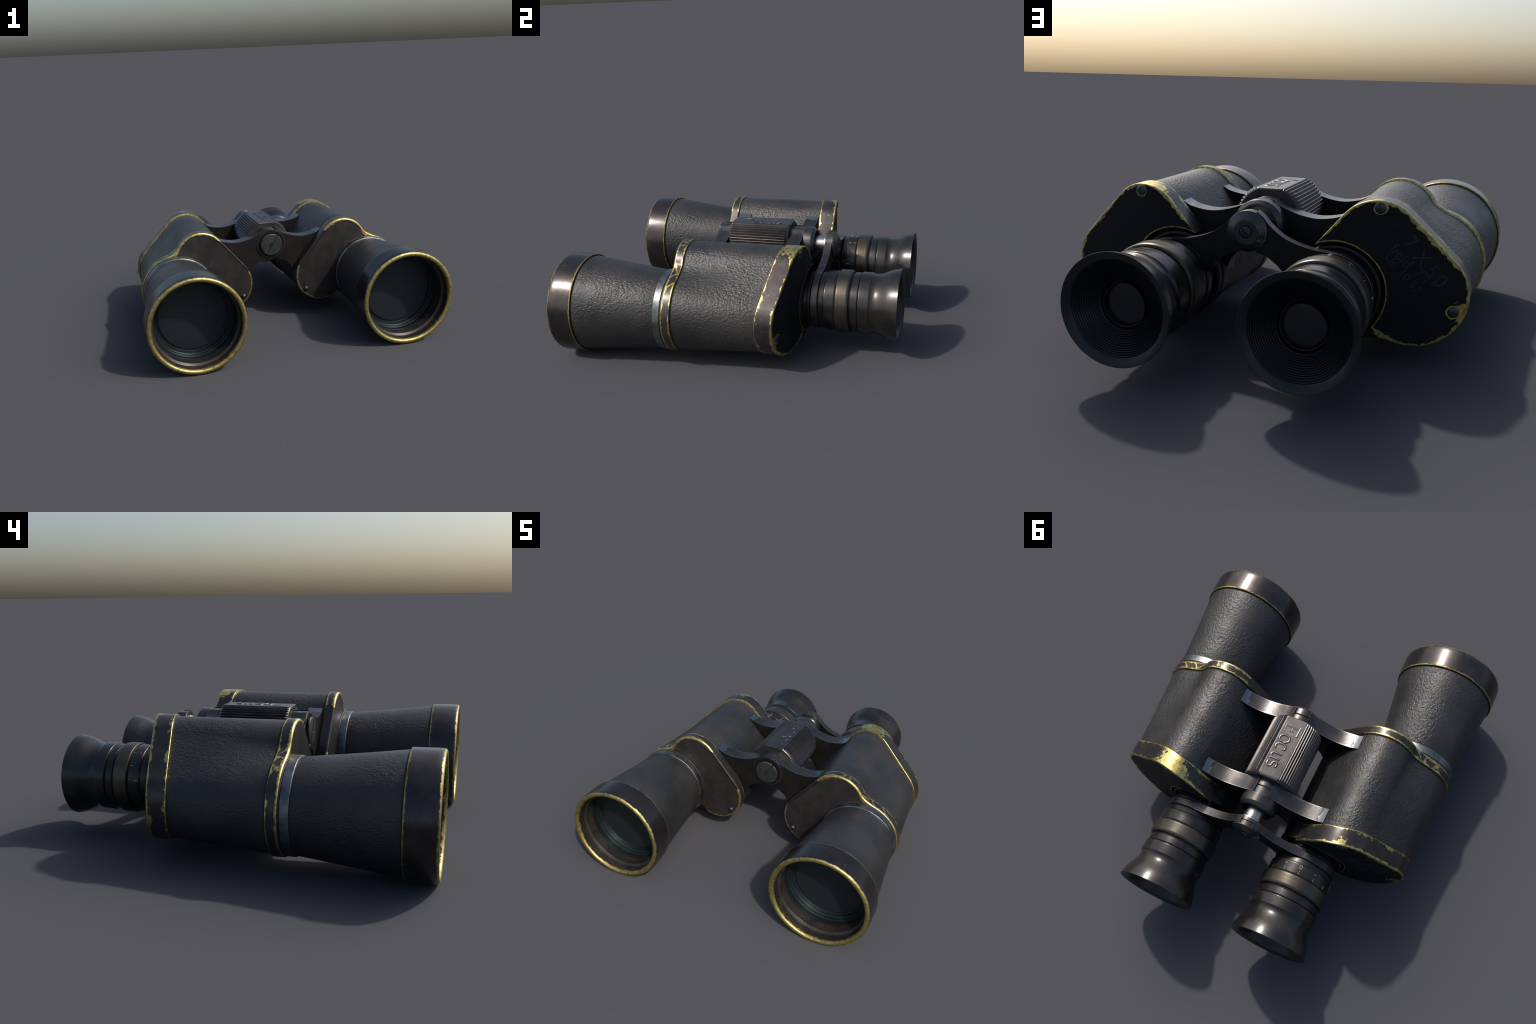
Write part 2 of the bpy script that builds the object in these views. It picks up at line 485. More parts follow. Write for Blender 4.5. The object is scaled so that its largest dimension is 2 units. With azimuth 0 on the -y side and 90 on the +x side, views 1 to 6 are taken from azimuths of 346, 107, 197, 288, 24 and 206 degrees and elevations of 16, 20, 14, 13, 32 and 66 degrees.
def outline(front):
    """Housing outline in x-z, clockwise from under the eyepiece: eyepiece lobe, straight
    inner flank, top lobe, shoulder, objective lobe, underside notch."""
    if front:
        e = arc(EYE_X, EYE_Z, 0.188, -78, -218, 44)
        l = arc(LOBE[0], LOBE[1], LOBE[2] + 0.001, 142, 30, 40)
        o = arc(OBJ_X, OBJ_Z, 0.246, 58, -138, 90)
        k1, k2 = 0.16, 0.22
        ta, tb, tc, td = 30, 58, -138, -78
    else:
        e = arc(EYE_X, EYE_Z, 0.188, -82, -218, 44)
        l = arc(LOBE[0], LOBE[1], LOBE[2], 142, 46, 40)
        o = arc(OBJ_X - 0.003, OBJ_Z - 0.003, 0.209, 44, -112, 90)
        k1, k2 = 0.20, 0.20
        ta, tb, tc, td = 46, 44, -112, -82

    def tang(a, k):   # clockwise tangent
        return (sin(radians(a)) * k, -cos(radians(a)) * k)
    pts = list(e)
    pts += hermite(e[-1], ((l[0][0] - e[-1][0]), (l[0][1] - e[-1][1])), l[0], ((l[0][0] - e[-1][0]), (l[0][1] - e[-1][1])), 16)
    pts += l
    pts += hermite(l[-1], tang(ta, k1), o[0], tang(tb, k1), 26)
    pts += o
    pts += hermite(o[-1], tang(tc, k2), e[0], tang(td, k2), 24)
    return pts


def offset(pts, d):
    """Move a closed outline outwards by d (clockwise loop)."""
    out, n = [], len(pts)
    for i in range(n):
        a, b = pts[i - 1], pts[(i + 1) % n]
        tx, tz = b[0] - a[0], b[1] - a[1]
        l = hypot(tx, tz) or 1.0
        out.append((pts[i][0] - tz / l * d, pts[i][1] + tx / l * d))
    return out


def empty(name, parent=None):
    e = bpy.data.objects.new(name, None)
    COL.objects.link(e)
    e.parent = parent
    return e


def strokes(bm, polylines, place, radius, sides=8, squash=0.7):
    """Round raised strokes along 2-D polylines; place((u, v)) -> (point, normal)."""
    for line in polylines:
        P = [Vector(place(p)[0]) for p in line]
        N = [Vector(place(p)[1]) for p in line]
        rings = []
        for i, p in enumerate(P):
            t = (P[min(i + 1, len(P) - 1)] - P[max(i - 1, 0)]).normalized()
            nrm = N[i]
            side = t.cross(nrm).normalized()
            ends = 0.55 if i in (0, len(P) - 1) else 1.0
            rings.append([bm.verts.new(p + (side * cos(2 * pi * k / sides) + nrm * sin(2 * pi * k / sides) * squash) * radius * ends) for k in range(sides)])
        for a, b in zip(rings[:-1], rings[1:]):
            for k in range(sides):
                bm.faces.new((a[k], a[(k + 1) % sides], b[(k + 1) % sides], b[k]))
        bm.faces.new(rings[0])
        bm.faces.new(rings[-1])


def curve2(cx, cy, rx, ry, a0, a1, n=14):
    return [(cx + rx * cos(radians(a0 + (a1 - a0) * k / n)), cy + ry * sin(radians(a0 + (a1 - a0) * k / n))) for k in range(n + 1)]


def lettering(name, text, size, origin, right, up, mat, parent, extrude=0.0012, align="LEFT"):
    cu = bpy.data.curves.new(name + "_source", "FONT")
    cu.body, cu.size, cu.extrude, cu.resolution_u = text, size, extrude, 3
    cu.align_x = align
    tmp = bpy.data.objects.new(name + "_source", cu)
    COL.objects.link(tmp)
    me = bpy.data.meshes.new_from_object(tmp.evaluated_get(bpy.context.evaluated_depsgraph_get()))
    bpy.data.objects.remove(tmp)
    bpy.data.curves.remove(cu)
    r, u = Vector(right).normalized(), Vector(up).normalized()
    n = r.cross(u).normalized()
    M = Matrix((r, u, n)).transposed().to_4x4()
    M.translation = Vector(origin)
    me.transform(M)
    me.name = name
    me.materials.clear()
    me.materials.append(mat)
    ob = bpy.data.objects.new(name, me)
    COL.objects.link(ob)
    ob.parent = parent
    return ob


# ------------------------------------------------------------------ build
top = empty("binoculars")
top["label"] = "worn black leather prism binoculars with brass edges"
top["category"] = "binoculars"

FRONT, REAR = outline(True), outline(False)


def mirror(pts, s):
    return [(s * p[0], p[1], p[2]) for p in pts]


def build_housing(s):
    # ---- leather-covered prism housing, lofted from the front to the rear outline
    bm = bmesh.new()
    a, b = offset(FRONT, -0.009), offset(REAR, -0.010)
    loops = []
    steps = 26
    for k in range(steps + 1):
        t = k / steps
        lp = []
        for p, q in zip(a, b):
            x, z = p[0] * (1 - t) + q[0] * t, p[1] * (1 - t) + q[1] * t
            y_end = rear_y(x) - CAP_DEPTH + 0.012
            y = (Y_FRONT_BACK - 0.012) * (1 - t) + y_end * t
            lp.append((s * x, y, z))
        loops.append(lp)
    loft(bm, loops, True, True)
    body = finish("prism_housing", bm, MAT["leather"], top, 50)

    # ---- front cap: a rounded brass band with a dark plate
    bm = bmesh.new()
    prof = [(Y_FRONT_BACK, -0.013), (Y_FRONT_BACK - 0.001, -0.002), (Y_FRONT_BACK - 0.003, 0.0)]
    for k in range(6):
        t = k / 5 * pi / 2
        prof.append((Y_FRONT + 0.012 - 0.012 * sin(t), -0.012 + 0.012 * cos(t)))
    prof += [(Y_FRONT + 0.0010, -0.0150), (Y_FRONT + 0.0018, -0.020)]
    loops = [mirror([(p[0], y, p[1]) for p in offset(FRONT, d)], s) for y, d in prof]
    rows = loft(bm, loops)
    bm.faces.new(rows[-1])
    finish("front_cap", bm, MAT["front_cap"], body, 40)

    # rivet low on the inner side of the front plate
    lathe("rivet", [(Y_FRONT + 0.002, 0.0175), (Y_FRONT - 0.006, 0.0170), (Y_FRONT - 0.011, 0.0125), (Y_FRONT - 0.0135, 0.006), (Y_FRONT - 0.014, 0.0006)],
          s * 0.2261, 0.2107, MAT["screw_dark"], body, 32, 60, (False, True))

    # ---- rear cap: bent cover with a round bite for the eyepiece
    R0 = 0.208
    pts = [p for p in REAR if hypot(p[0] - EYE_X, p[1] - EYE_Z) > R0]
    # rotate the list so that it runs from the upper tip round to the lower tip
    gaps = [hypot(pts[i][0] - pts[i - 1][0], pts[i][1] - pts[i - 1][1]) for i in range(len(pts))]
    k = gaps.index(max(gaps))
    pts = pts[k:] + pts[:k]

    def tip(p, q):
        lo, hi = p, q      # p outside, q inside the circle
        for _ in range(40):
            m = ((lo[0] + hi[0]) / 2, (lo[1] + hi[1]) / 2)
            if hypot(m[0] - EYE_X, m[1] - EYE_Z) > R0:
                lo = m
            else:
                hi = m
        return lo
    i0, i1 = REAR.index(pts[0]), REAR.index(pts[-1])
    A, B = tip(pts[0], REAR[i0 - 1]), tip(pts[-1], REAR[(i1 + 1) % len(REAR)])
    edge = [A] + pts + [B]
    aA = atan2(A[1] - EYE_Z, A[0] - EYE_X)
    aB = atan2(B[1] - EYE_Z, B[0] - EYE_X)
    n = len(edge)
    lens = [0.0]
    for p, q in zip(edge[:-1], edge[1:]):
        lens.append(lens[-1] + hypot(p[0] - q[0], p[1] - q[1]))
    bite = [(EYE_X + R0 * cos(aA + (aB - aA) * l / lens[-1]), EYE_Z + R0 * sin(aA + (aB - aA) * l / lens[-1])) for l in lens]
    # outward normals of the outer edge
    nrm = []
    for i in range(n):
        p, q = edge[max(i - 1, 0)], edge[min(i + 1, n - 1)]
        tx, tz = q[0] - p[0], q[1] - p[1]
        l = hypot(tx, tz)
        nrm.append((-tz / l, tx / l))

    def P(p, depth, off=0.0, i=0):
        x, z = p[0] + nrm[i][0] * off, p[1] + nrm[i][1] * off
        return (s * x, rear_y(x) - depth, z)
    bm = bmesh.new()
    loops = [[P(p, CAP_DEPTH + 0.0, -0.014, i) for i, p in enumerate(edge)],
             [P(p, CAP_DEPTH - 0.001, -0.0015, i) for i, p in enumerate(edge)],
             [P(p, CAP_DEPTH - 0.003, 0.0, i) for i, p in enumerate(edge)],
             [P(p, CAP_DEPTH * 0.5, 0.0, i) for i, p in enumerate(edge)]]
    for q in range(5):
        t = q / 4 * pi / 2
        loops.append([P(p, 0.005 - 0.005 * sin(t), -0.005 + 0.005 * cos(t), i) for i, p in enumerate(edge)])
    for q in range(1, 11):
        t = q / 11
        loops.append([P((e[0] * (1 - t) + b_[0] * t, e[1] * (1 - t) + b_[1] * t), 0.0, -0.005 * (1 - t), i) for i, (e, b_) in enumerate(zip(edge, bite))])
    loops.append([(s * p[0], rear_y(p[0]), p[1]) for p in bite])
    loops.append([(s * (EYE_X + (p[0] - EYE_X) * 0.995), rear_y(p[0]) - 0.003, EYE_Z + (p[1] - EYE_Z) * 0.995) for p in bite])
    loops.append([(s * (EYE_X + (p[0] - EYE_X) * 0.985), 0.352, EYE_Z + (p[1] - EYE_Z) * 0.985) for p in bite])
    loft(bm, loops, closed=False)
    finish("rear_cap", bm, MAT["rear_cap"], body, 40)

    # bare metal end of the housing inside the bite, with turned rings round the eyepiece
    lathe("eyepiece_seat", rounded([(0.30, 0.183), (0.365, 0.187), (0.385, 0.187), (0.387, 0.180), (0.405, 0.180), (0.408, 0.189), (0.440, 0.189), (0.442, 0.176),
                                    (0.428, 0.172), (0.425, 0.150), (0.470, 0.148)], 0.003), s * EYE_X, EYE_Z, MAT["core"], body, 128)

    # slotted, domed cover screws
    for sx, sz, rot in ((0.5146, 0.656, radians(80)), (0.8173, 0.2454, radians(20))):
        build_screw("cover_screw", s * sx, sz, rear_y(sx) - 0.001, 0.0225, 0.010, rot, MAT["screw_dark"], body, +1, slot=0.05,
                    slope=(0.24 * s if abs(sx) > 0.6 else 0.06 * s))
    return body


def build_screw(name, x, z, y, r, h, rot, mat, parent, sgn, slot=0.16, hole=0.0, flat=False, slope=0.0):
    """A screw head facing +y (sgn 1) or -y (sgn -1): two rounded halves either side of a cut slot."""
    bm = bmesh.new()
    cr, sr = cos(rot), sin(rot)

    def at(a, b, d):      # a along the slot, b across it, d height
        u, v = a * cr - b * sr, a * sr + b * cr
        return (x + u * r, y + sgn * d * h - slope * u * r, z + v * r)

    def height(q):
        if flat:
            return 1.0 if q < 0.93 else 1.0 - ((q - 0.93) / 0.07) ** 2 * 0.7
        return 0.25 + 0.75 * sqrt(max(0.0, 1 - q * q))
    nu, nv = 28, 12
    for side in (1, -1):
        grid = []
        for j in range(nv + 1):
            b = slot + (1 - slot) * sin(j / nv * pi / 2)
            w = sqrt(max(0.0, 1 - b * b)) if j < nv else 0.02
            grid.append([at(w * sin(-pi / 2 + pi * i / nu), side * min(b, 0.9998), height(min(1.0, hypot(w * sin(-pi / 2 + pi * i / nu), b)))) for i in range(nu + 1)])
        V = [[bm.verts.new(p) for p in row] for row in grid]
        for j in range(nv):
            for i in range(nu):
                bm.faces.new((V[j][i], V[j][i + 1], V[j + 1][i + 1], V[j + 1][i]))
        # skirt round the half head
        loop = [V[0][i] for i in range(nu + 1)] + [V[j][nu] for j in range(1, nv + 1)] + [V[nv][i] for i in range(nu - 1, -1, -1)] + [V[j][0] for j in range(nv - 1, 0, -1)]
        low = [bm.verts.new((v.co.x, v.co.y - sgn * (h * 1.1), v.co.z)) for v in loop]
        for i in range(len(loop)):
            k = (i + 1) % len(loop)
            bm.faces.new((loop[i], loop[k], low[k], low[i]))
    # slot floor
    n = 40
    ring = [bm.verts.new(at(0.985 * cos(2 * pi * k / n), 0.985 * sin(2 * pi * k / n), 0.10 if flat else 0.20)) for k in range(n)]
    bm.faces.new(ring)
    ob = finish(name, bm, mat, parent, 35)
    if hole:
        lathe("screw_centre", [(y + sgn * h * 0.3, hole * r), (y + sgn * (h + 0.0012), hole * r), (y + sgn * (h + 0.0012), hole * r * 0.72), (y + sgn * h * 0.4, hole * r * 0.5), (y + sgn * h * 0.9, hole * r * 0.36), (y + sgn * h * 1.1, 0.0006)],
              x, z, MAT["core"], parent, 32, 40, (False, True))
    return ob


def build_barrel(s):
    X, Z = s * OBJ_X, OBJ_Z
    # leather cone
    cone = lathe("objective_barrel", [(-0.345, 0.226), (-0.350, 0.2325), (-0.43, 0.2415), (-0.52, 0.2515), (-0.61, 0.2615), (-0.70, 0.2722), (-0.79, 0.2835), (-0.838, 0.2900), (-0.850, 0.2905)],
                 X, Z, MAT["leather"], top, 192, 50)
    lathe("neck", rounded([(-0.290, 0.2415), (-0.2985, 0.2410), (-0.3020, 0.2390), (-0.3025, 0.234), (-0.306, 0.233)], 0.003), X, Z, MAT["neck"], cone)
    lathe("neck_ring", rounded([(-0.3045, 0.226), (-0.3045, 0.2395), (-0.347, 0.2395), (-0.350, 0.232), (-0.348, 0.222)], 0.003), X, Z, MAT["silver"], cone)
    # bezel: outer band, rolled rim, stepped bore
    lathe("objective_bezel", [(-0.846, 0.286), (-0.846, 0.2985), (-0.848, 0.3005), (-0.852, 0.3012), (-0.90, 0.3020), (-0.965, 0.3030), (-0.982, 0.3025), (-0.991, 0.3003), (-0.9965, 0.2965),
                               (-0.9993, 0.2915), (-1.0, 0.286), (-0.9992, 0.2805), (-0.996, 0.2755), (-0.990, 0.2715), (-0.980, 0.2690), (-0.960, 0.2680), (-0.939, 0.2675), (-0.934, 0.262),
                               (-0.931, 0.2565), (-0.928, 0.2545), (-0.924, 0.2555), (-0.920, 0.2575), (-0.865, 0.2570), (-0.862, 0.253)],
          X, Z, MAT["bezel"], cone, 192, 38)
    lathe("lens_cell", rounded([(-0.868, 0.2565), (-0.868, 0.2545), (-0.835, 0.2525), (-0.830, 0.243), (-0.822, 0.2445), (-0.815, 0.235), (-0.795, 0.226), (-0.790, 0.205)], 0.004), X, Z, MAT["inner"], cone)
    lathe("front_glass", [(-0.8705, 0.2558), (-0.8745, 0.20), (-0.878, 0.13), (-0.880, 0.06), (-0.8805, 0.0006)], X, Z, MAT["pane"], cone, 128, 60, (False, True))
    lathe("inner_lens", [(-0.795, 0.218), (-0.8025, 0.214), (-0.8075, 0.205), (-0.809, 0.12), (-0.8095, 0.0006)], X, Z, MAT["disk"], cone, 128, 60, (False, True))
    return cone


def build_eyepiece(s):
    X, Z = s * EYE_X, EYE_Z
    tube = lathe("eyepiece", rounded([(0.44, 0.150), (0.462, 0.150), (0.463, 0.166), (0.468, 0.1685), (0.482, 0.1695), (0.486, 0.163), (0.488, 0.163),
                                      (0.528, 0.163), (0.530, 0.163), (0.532, 0.170), (0.562, 0.1725), (0.5635, 0.1695), (0.565, 0.1795), (0.570, 0.1808), (0.626, 0.1815), (0.631, 0.1775),
                                      (0.636, 0.177), (0.712, 0.170), (0.722, 0.170), (0.7245, 0.1775), (0.762, 0.1785), (0.766, 0.174), (0.768, 0.176)], 0.0022), X, Z, MAT["eyepiece"], top, 160)
    lathe("eyepiece_collar", rounded([(0.4875, 0.160), (0.4875, 0.1735), (0.490, 0.1755), (0.526, 0.1755), (0.5285, 0.1735), (0.5285, 0.160)], 0.002), X, Z, MAT["bridge_eye"], tube, 160)
    lathe("grip_ring", rounded([(0.633, 0.170), (0.634, 0.1875), (0.641, 0.1905), (0.700, 0.1905), (0.7115, 0.1865), (0.714, 0.178), (0.712, 0.168)], 0.004), X, Z, MAT["grip"], tube, 160)
    # hard rubber eyecup: stepped outside, trumpet lip, ribbed cone inside
    prof = [(0.764, 0.170), (0.7675, 0.1795), (0.7690, 0.1830), (0.7710, 0.1846), (0.7740, 0.1851), (0.8270, 0.1850), (0.8300, 0.1842), (0.8325, 0.1818), (0.8360, 0.1795), (0.8420, 0.1781), (0.8500, 0.1774),
            (0.858, 0.1775), (0.866, 0.1785), (0.875, 0.1805), (0.885, 0.1836), (0.895, 0.1873), (0.905, 0.1913), (0.915, 0.1958), (0.925, 0.2002), (0.935, 0.2042), (0.945, 0.2076), (0.957, 0.2110),
            (0.968, 0.2137), (0.980, 0.2162), (0.989, 0.2179), (0.995, 0.2193), (0.9985, 0.2202), (1.0, 0.2190), (0.9992, 0.2150), (0.9965, 0.2075), (0.9930, 0.2000), (0.9890, 0.1930), (0.9845, 0.1870)]
    ribs = 12
    for k in range(ribs):
        for u, dy in ((0.10, -0.0042), (0.42, 0.0010), (0.85, 0.0002)):
            t = (k + u) / ribs
            prof.append((0.9830 - 0.0640 * t + dy, 0.1850 - 0.0860 * t))
    prof += [(0.916, 0.0975), (0.900, 0.0960), (0.890, 0.0940), (0.890, 0.0885), (0.921, 0.0870), (0.9235, 0.0853), (0.923, 0.0835), (0.900, 0.0820)]
    lathe("eyecup", prof, X, Z, MAT["eyecup"], tube, 160, 40)
    lathe("eye_lens", [(0.898, 0.0822), (0.9055, 0.0795), (0.9085, 0.060), (0.9105, 0.030), (0.911, 0.0006)], X, Z, MAT["eyelens"], tube, 96, 60, (False, True))
    return tube


def arm_bridge(name, top_curve, bottom_curve, y0, y1, s, mat, parent):
    """One arm of a bridge: profile in x-z, extruded along y."""
    prof = top_curve + bottom_curve
    bm = bmesh.new()
    a = [bm.verts.new((s * x, y0, z)) for x, z in prof]
    b = [bm.verts.new((s * x, y1, z)) for x, z in prof]
    n = len(prof)
    for i in range(n):
        j = (i + 1) % n
        bm.faces.new((a[i], a[j], b[j], b[i]))
    bm.faces.new(a)
    bm.faces.new(list(reversed(b)))
    return finish(name, bm, mat, parent, 30, bevel=0.0035, segs=2)


def spline(pts, n=6):
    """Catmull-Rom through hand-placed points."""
    out = []
    P = [pts[0]] + list(pts) + [pts[-1]]
    for i in range(1, len(P) - 2):
        p0, p1, p2, p3 = P[i - 1], P[i], P[i + 1], P[i + 2]
        for k in range(n):
            t = k / n
            out.append(tuple(0.5 * (2 * p1[c] + (p2[c] - p0[c]) * t + (2 * p0[c] - 5 * p1[c] + 4 * p2[c] - p3[c]) * t * t + (3 * p1[c] - p0[c] - 3 * p2[c] + p3[c]) * t**3) for c in range(2)))
    out.append(tuple(pts[-1]))
    return out


def build_bridges():
    # the two hinge bridges between the housings
    top_c = spline([(0.044, 0.6425), (0.048, 0.6400), (0.078, 0.617), (0.110, 0.6035), (0.150, 0.5895), (0.194, 0.5795), (0.232, 0.5755), (0.268, 0.577), (0.311, 0.5845), (0.340, 0.594), (0.3655, 0.6085)])
    inside = [(0.362, 0.575), (0.30, 0.500), (0.24, 0.430), (0.20, 0.370), (0.185, 0.322)]
    bot_c = spline([(0.1640, 0.312), (0.157, 0.332), (0.149, 0.350), (0.135, 0.376), (0.113, 0.4005), (0.080, 0.4195), (0.052, 0.428), (0.044, 0.4295)])
    hub_in = [(0.044, 0.50), (0.044, 0.58)]
    for y0, y1, key in ((-0.224, -0.1395, "bridge_front"), (0.257, 0.342, "bridge_rear")):
        mid = (y0 + y1) / 2
        hub = lathe("hinge_bridge", rounded([(y0 - 0.0005, 0.080), (y0 - 0.0005, 0.1040), (mid - 0.0035, 0.1045), (mid - 0.001, 0.0995), (mid + 0.001, 0.0995), (mid + 0.0035, 0.1045), (y1 - 0.0005, 0.1040), (y1 - 0.0005, 0.03)], 0.002),
                    0, HINGE_Z, MAT[key], top, 128)
        for s in (1, -1):
            arm_bridge("bridge_arm", top_c + inside, bot_c + hub_in, y0, y1, s, MAT[key], hub)
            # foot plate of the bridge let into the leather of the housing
        if key == "bridge_front":
            lathe("hub_ring", rounded([(y0 + 0.002, 0.106), (y0 - 0.004, 0.1045), (y0 - 0.005, 0.0915), (y0 + 0.004, 0.0885), (y0 + 0.004, 0.05)], 0.002), 0, HINGE_Z, MAT["core"], hub)
            build_screw("hinge_screw", 0, HINGE_Z, -0.2405, 0.0765, 0.006, radians(56), MAT["screw_grey"], hub, -1, slot=0.095, hole=0.16, flat=True)
        else:
            lathe("hinge_collar", rounded([(y1 - 0.004, 0.100), (y1, 0.1075), (0.396, 0.1075), (0.413, 0.0915), (0.415, 0.085), (0.398, 0.082), (0.395, 0.045)], 0.004), 0, HINGE_Z, MAT["steel"], hub)
    # rod and the arms that carry the two eyepieces
    rod = lathe("hinge_rod", rounded([(0.38, 0.052), (0.466, 0.052), (0.468, 0.060), (0.482, 0.062), (0.485, 0.05)], 0.003), 0, HINGE_Z, MAT["rod"], top, 96)
    lathe("hinge_shaft", [(-0.22, 0.045), (0.39, 0.045)], 0, HINGE_Z, MAT["steel"], rod, 64)
    eb = lathe("eyepiece_bridge", rounded([(0.483, 0.045), (0.483, 0.0815), (0.5045, 0.0825), (0.506, 0.0785), (0.508, 0.0785), (0.5095, 0.0825), (0.529, 0.0825), (0.5295, 0.0848), (0.534, 0.0848), (0.5375, 0.0845), (0.5565, 0.0535), (0.558, 0.050), (0.558, 0.027),
                                               (0.553, 0.026), (0.553, 0.010)], 0.0018), 0, HINGE_Z, MAT["steel"], top, 128)
    t2 = spline([(0.036, 0.6205), (0.041, 0.618), (0.066, 0.5975), (0.083, 0.5765), (0.121, 0.5435), (0.155, 0.522), (0.191, 0.5065), (0.225, 0.496), (0.260, 0.4880), (0.300, 0.4825), (0.335, 0.4795)])
    b2 = spline([(0.196, 0.382), (0.184, 0.362), (0.172, 0.352), (0.160, 0.366), (0.143, 0.390), (0.127, 0.407), (0.110, 0.4205), (0.082, 0.439), (0.060, 0.447), (0.036, 0.4555)])
    for s in (1, -1):
        arm_bridge("eyepiece_arm", t2 + [(0.335, 0.470), (0.26, 0.460), (0.21, 0.42)], b2 + [(0.036, 0.50), (0.036, 0.57)], 0.4855, 0.5295, s, MAT["bridge_eye"], eb)
    build_screw("pivot_screw", 0, HINGE_Z, 0.555, 0.0245, 0.010, radians(48), MAT["screw_grey"], eb, 1, slot=0.09)
    # interpupillary scale on the sloping face of the pivot
    bm = bmesh.new()

    def on_cone(p):
        a, r = p
        y = 0.5375 + (0.0845 - r) / (0.0845 - 0.0535) * 0.019 + 0.0006
        return (-r * cos(a), y, HINGE_Z + r * sin(a)), Vector((-cos(a) * 0.52, 0.85, sin(a) * 0.52))
    for k in range(9):
        a = radians(14 - 7.2 * k)
        long = 0.010 if k % 4 == 1 else 0.0075
        strokes(bm, [[(a, 0.0835), (a, 0.0835 - long)]], on_cone, 0.0012, 6)
    sc = finish("scale_ticks", bm, MAT["paint"], eb, 60)
    sc["kind"] = "stuff"
    for txt, ang in (("70", 2), ("60", -28)):
        a = radians(ang)
        nrm = Vector((-cos(a) * 0.52, 0.85, sin(a) * 0.52)).normalized()
        out = Vector((-cos(a), -0.61, sin(a))).normalized()      # down the cone, away from the axis
        up = nrm.cross(out).normalized()
        base = Vector((-cos(a) * 0.0535, 0.5575, HINGE_Z + sin(a) * 0.0535)) - up * 0.0075 + out * 0.0008
        lettering("scale_number", txt, 0.0225, base, out, up, MAT["faint_white"], eb, 0.0005)


def build_knob():
    R, FLAT, RIDGES = 0.1485, 0.1362, 58
    y0, y1 = -0.1385, 0.2555
    per = 8
    N = RIDGES * per
    half = math.acos(FLAT / R) + 0.02

    def section(y, grow, ridge, flat):
        lp = []
        for k in range(N):
            a = 2 * pi * (k + 0.5) / N
            ph = (k % per) / per
            tooth = 0.5 + 0.5 * cos(2 * pi * (ph - 0.4))
            tooth = tooth ** 0.7
            # angle from straight up
            from_top = abs((a - pi / 2 + pi) % (2 * pi) - pi)
            amount = ridge * (1.0 if from_top > half else 0.0)
            r = R - grow + amount * (0.0090 * tooth - 0.0020)
            x, z = r * cos(a), r * sin(a)
            if from_top < half + 0.02 and z > flat:
                z = flat
            lp.append((x, y, HINGE_Z + z))
        return lp
    rows = [section(y0, 0.0055, 0.0, FLAT - 0.005), section(y0 + 0.0035, 0.002, 0.0, FLAT - 0.0012), section(y0 + 0.007, 0.001, 0.35, FLAT), section(y0 + 0.015, 0.0, 1.0, FLAT)]
    for k in range(1, 6):
        rows.append(section(y0 + 0.015 + (y1 - y0 - 0.035) * k / 6, 0.0, 1.0, FLAT))
    rows += [section(y1 - 0.020, 0.0, 1.0, FLAT), section(y1 - 0.010, 0.002, 0.45, FLAT), section(y1 - 0.004, 0.005, 0.0, FLAT - 0.0015), section(y1, 0.010, 0.0, FLAT - 0.006)]
    bm = bmesh.new()
    loft(bm, rows, True, True)
    knob = finish("focus_knob", bm, MAT["knob"], top, 26)

    # raised serif lettering along the flat, cap tops towards -x
    def place(p):
        return (0.0455 - p[1], -0.090 + p[0], HINGE_Z + FLAT - 0.0004), Vector((0, 0, 1))
    H, h = 0.086, 0.060
    F = [[(0.012, 0.003), (0.012, H - 0.003)], [(0.0165, 0.003), (0.0165, H - 0.003)],
         [(0.000, 0.002), (0.030, 0.002)], [(0.000, H - 0.002), (0.060, H - 0.002), (0.0625, H - 0.020)],
         [(0.016, H * 0.52), (0.042, H * 0.52)], [(0.042, H * 0.52 + 0.011), (0.042, H * 0.52 - 0.011)]]
    o = [curve2(0.097, h / 2, 0.0225, h / 2 - 0.001, 0, 360, 30)]
    c = [curve2(0.152, h / 2, 0.0215, h / 2 - 0.001, 52, 318, 24), [(0.165, h * 0.86), (0.1665, h * 0.70)]]
    u0 = 0.186
    u = [[(u0, h - 0.002), (u0 + 0.009, h - 0.002), (u0 + 0.009, 0.020)] + curve2(u0 + 0.023, 0.017, 0.014, 0.0155, 180, 330, 10) + [(u0 + 0.041, 0.018)],
         [(u0 + 0.032, h - 0.002), (u0 + 0.041, h - 0.002), (u0 + 0.041, 0.003), (u0 + 0.050, 0.003)]]
    s0 = 0.262
    sl = [curve2(s0, h * 0.735, 0.0155, h * 0.235, 30, 255, 14) + curve2(s0 + 0.001, h * 0.265, 0.0165, h * 0.24, 85, -150, 14),
          [(s0 + 0.0150, h * 0.80), (s0 + 0.0155, h * 0.97)], [(s0 - 0.0160, h * 0.22), (s0 - 0.0165, h * 0.03)]]
    for nm, lines in (("F", F), ("o", o), ("c", c), ("u", u), ("s", sl)):
        bm = bmesh.new()
        strokes(bm, lines, place, 0.0074, 12, 0.44)
        finish("raised_letter", bm, MAT["letters"], knob, 60)


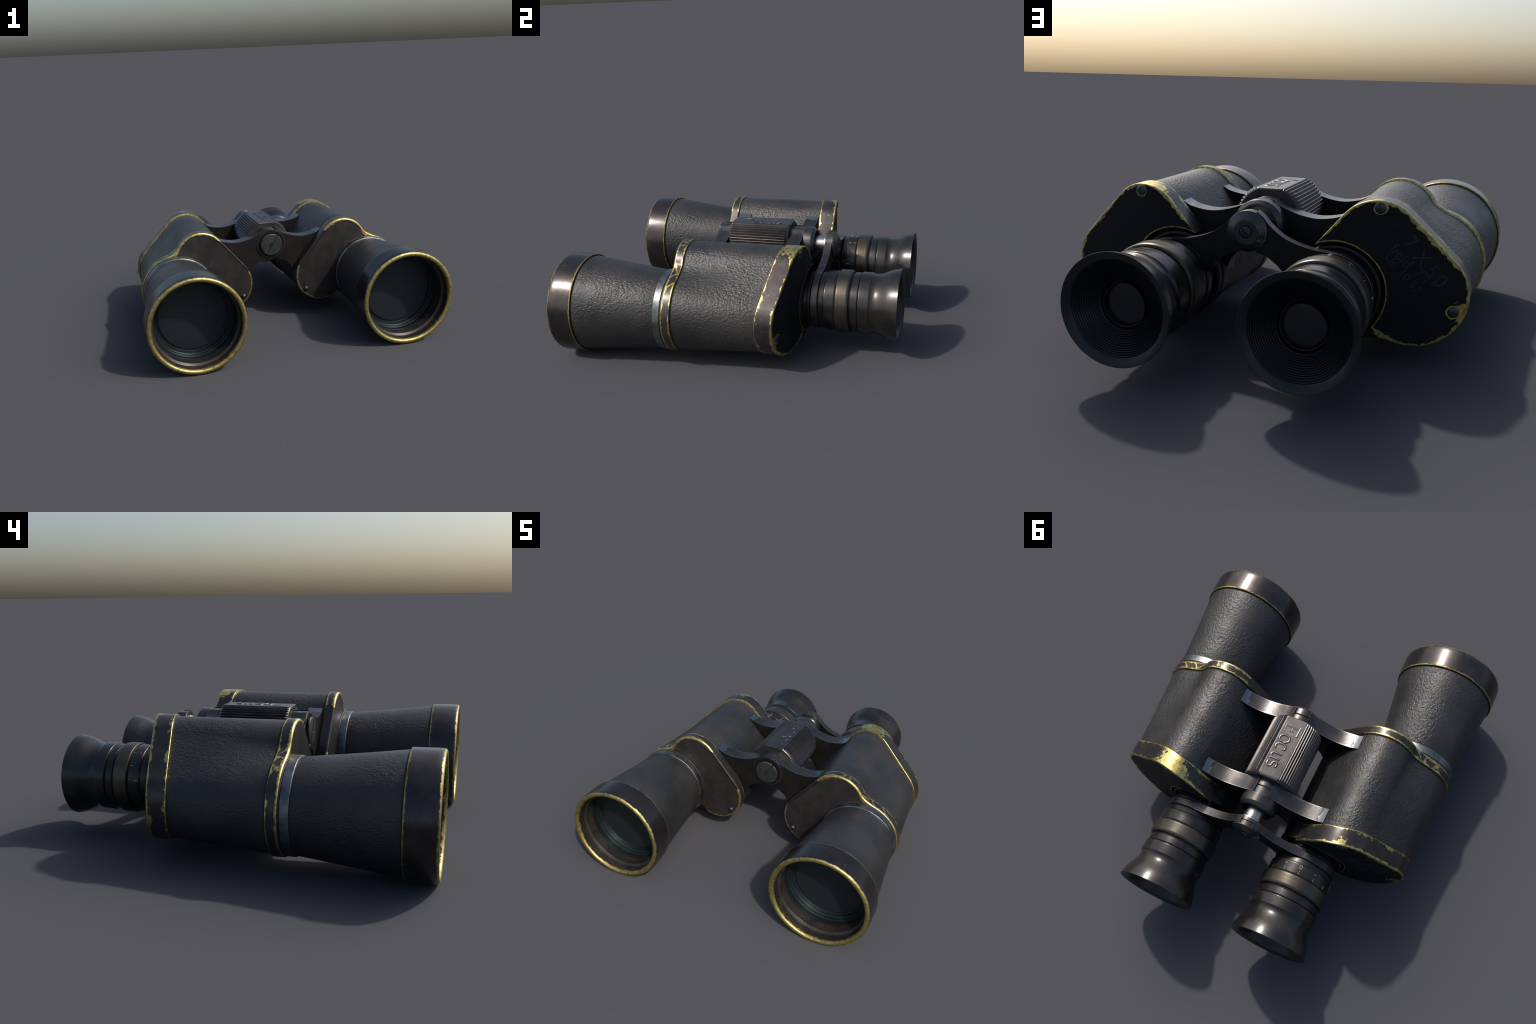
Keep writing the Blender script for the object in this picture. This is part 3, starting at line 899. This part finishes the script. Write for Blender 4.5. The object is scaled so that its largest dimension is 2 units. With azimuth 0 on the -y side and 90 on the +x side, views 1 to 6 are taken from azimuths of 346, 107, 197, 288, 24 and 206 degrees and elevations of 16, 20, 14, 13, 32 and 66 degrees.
def build_markings(eyepieces, housings):
    # dioptre scale on the adjustable eyepiece (x < 0)
    X, Z, R = -EYE_X, EYE_Z, 0.1818
    tube = eyepieces[-1]

    def on_tube(p):       # p = (angle, y)
        a, y = p
        return (X + R * cos(a), y, Z + R * sin(a)), Vector((cos(a), 0, sin(a)))
    bm = bmesh.new()
    for deg in (14, 37, 64, 92, 120, 146, 170):
        a = radians(deg)
        strokes(bm, [[(a, 0.604), (a, 0.624)]], on_tube, 0.0016, 6)
    a = radians(64)
    strokes(bm, [[(a, 0.575), (a, 0.590)], [(a - 0.042, 0.5825), (a, 0.5825), (a + 0.042, 0.5825)]], on_tube, 0.0014, 6)
    a = radians(92)
    strokes(bm, [[(a + 0.034 * cos(t * pi / 8), 0.582 + 0.010 * sin(t * pi / 8)) for t in range(17)]], on_tube, 0.0014, 6)
    a = radians(120)
    strokes(bm, [[(a - 0.04, 0.5825), (a, 0.5825), (a + 0.04, 0.5825)]], on_tube, 0.0014, 6)
    for deg in (14, 170):
        a = radians(deg)
        for c0 in (0.577, 0.5885):
            strokes(bm, [[(a + 0.035 * cos(radians(t)) , c0 + 0.0056 * sin(radians(t))) for t in range(110, -111, -20)]], on_tube, 0.0014, 6)
    m = finish("dioptre_marks", bm, MAT["paint"], tube, 60)
    m["kind"] = "stuff"
    # faded magnification text on the rear plate of the left housing
    d = Vector((-0.66, -0.24 * 0.66, -0.75))
    u = Vector((-0.75, -0.24 * 0.75, 0.66))

    def spot(x, z):
        return Vector((-x, rear_y(x) + 0.0002, z))
    rows = (("7", 0.085, 0.600, 0.522), ("X", 0.085, 0.642, 0.468), ("5", 0.085, 0.692, 0.408), ("0", 0.085, 0.725, 0.370),
            ("field", 0.066, 0.553, 0.495), ("7.1\u00b0", 0.062, 0.648, 0.402),
            ("Lic.", 0.050, 0.538, 0.462), ("10", 0.050, 0.592, 0.400), ("57", 0.050, 0.634, 0.352))
    for txt, size, x, z in rows:
        lettering("faded_inscription", txt, size, spot(x, z), d, u, MAT["faint"], housings[-1], 0.0008)


MAT["faint_white"] = plain("worn_white_numerals", (0.10, 0.10, 0.10), (0.22, 0.22, 0.21), 0.6, 0.0, 60.0)

housings, eyepieces = {}, {}
for side in (1, -1):
    housings[side] = build_housing(side)
    build_barrel(side)
    eyepieces[side] = build_eyepiece(side)
build_bridges()
build_knob()
build_markings(eyepieces, housings)
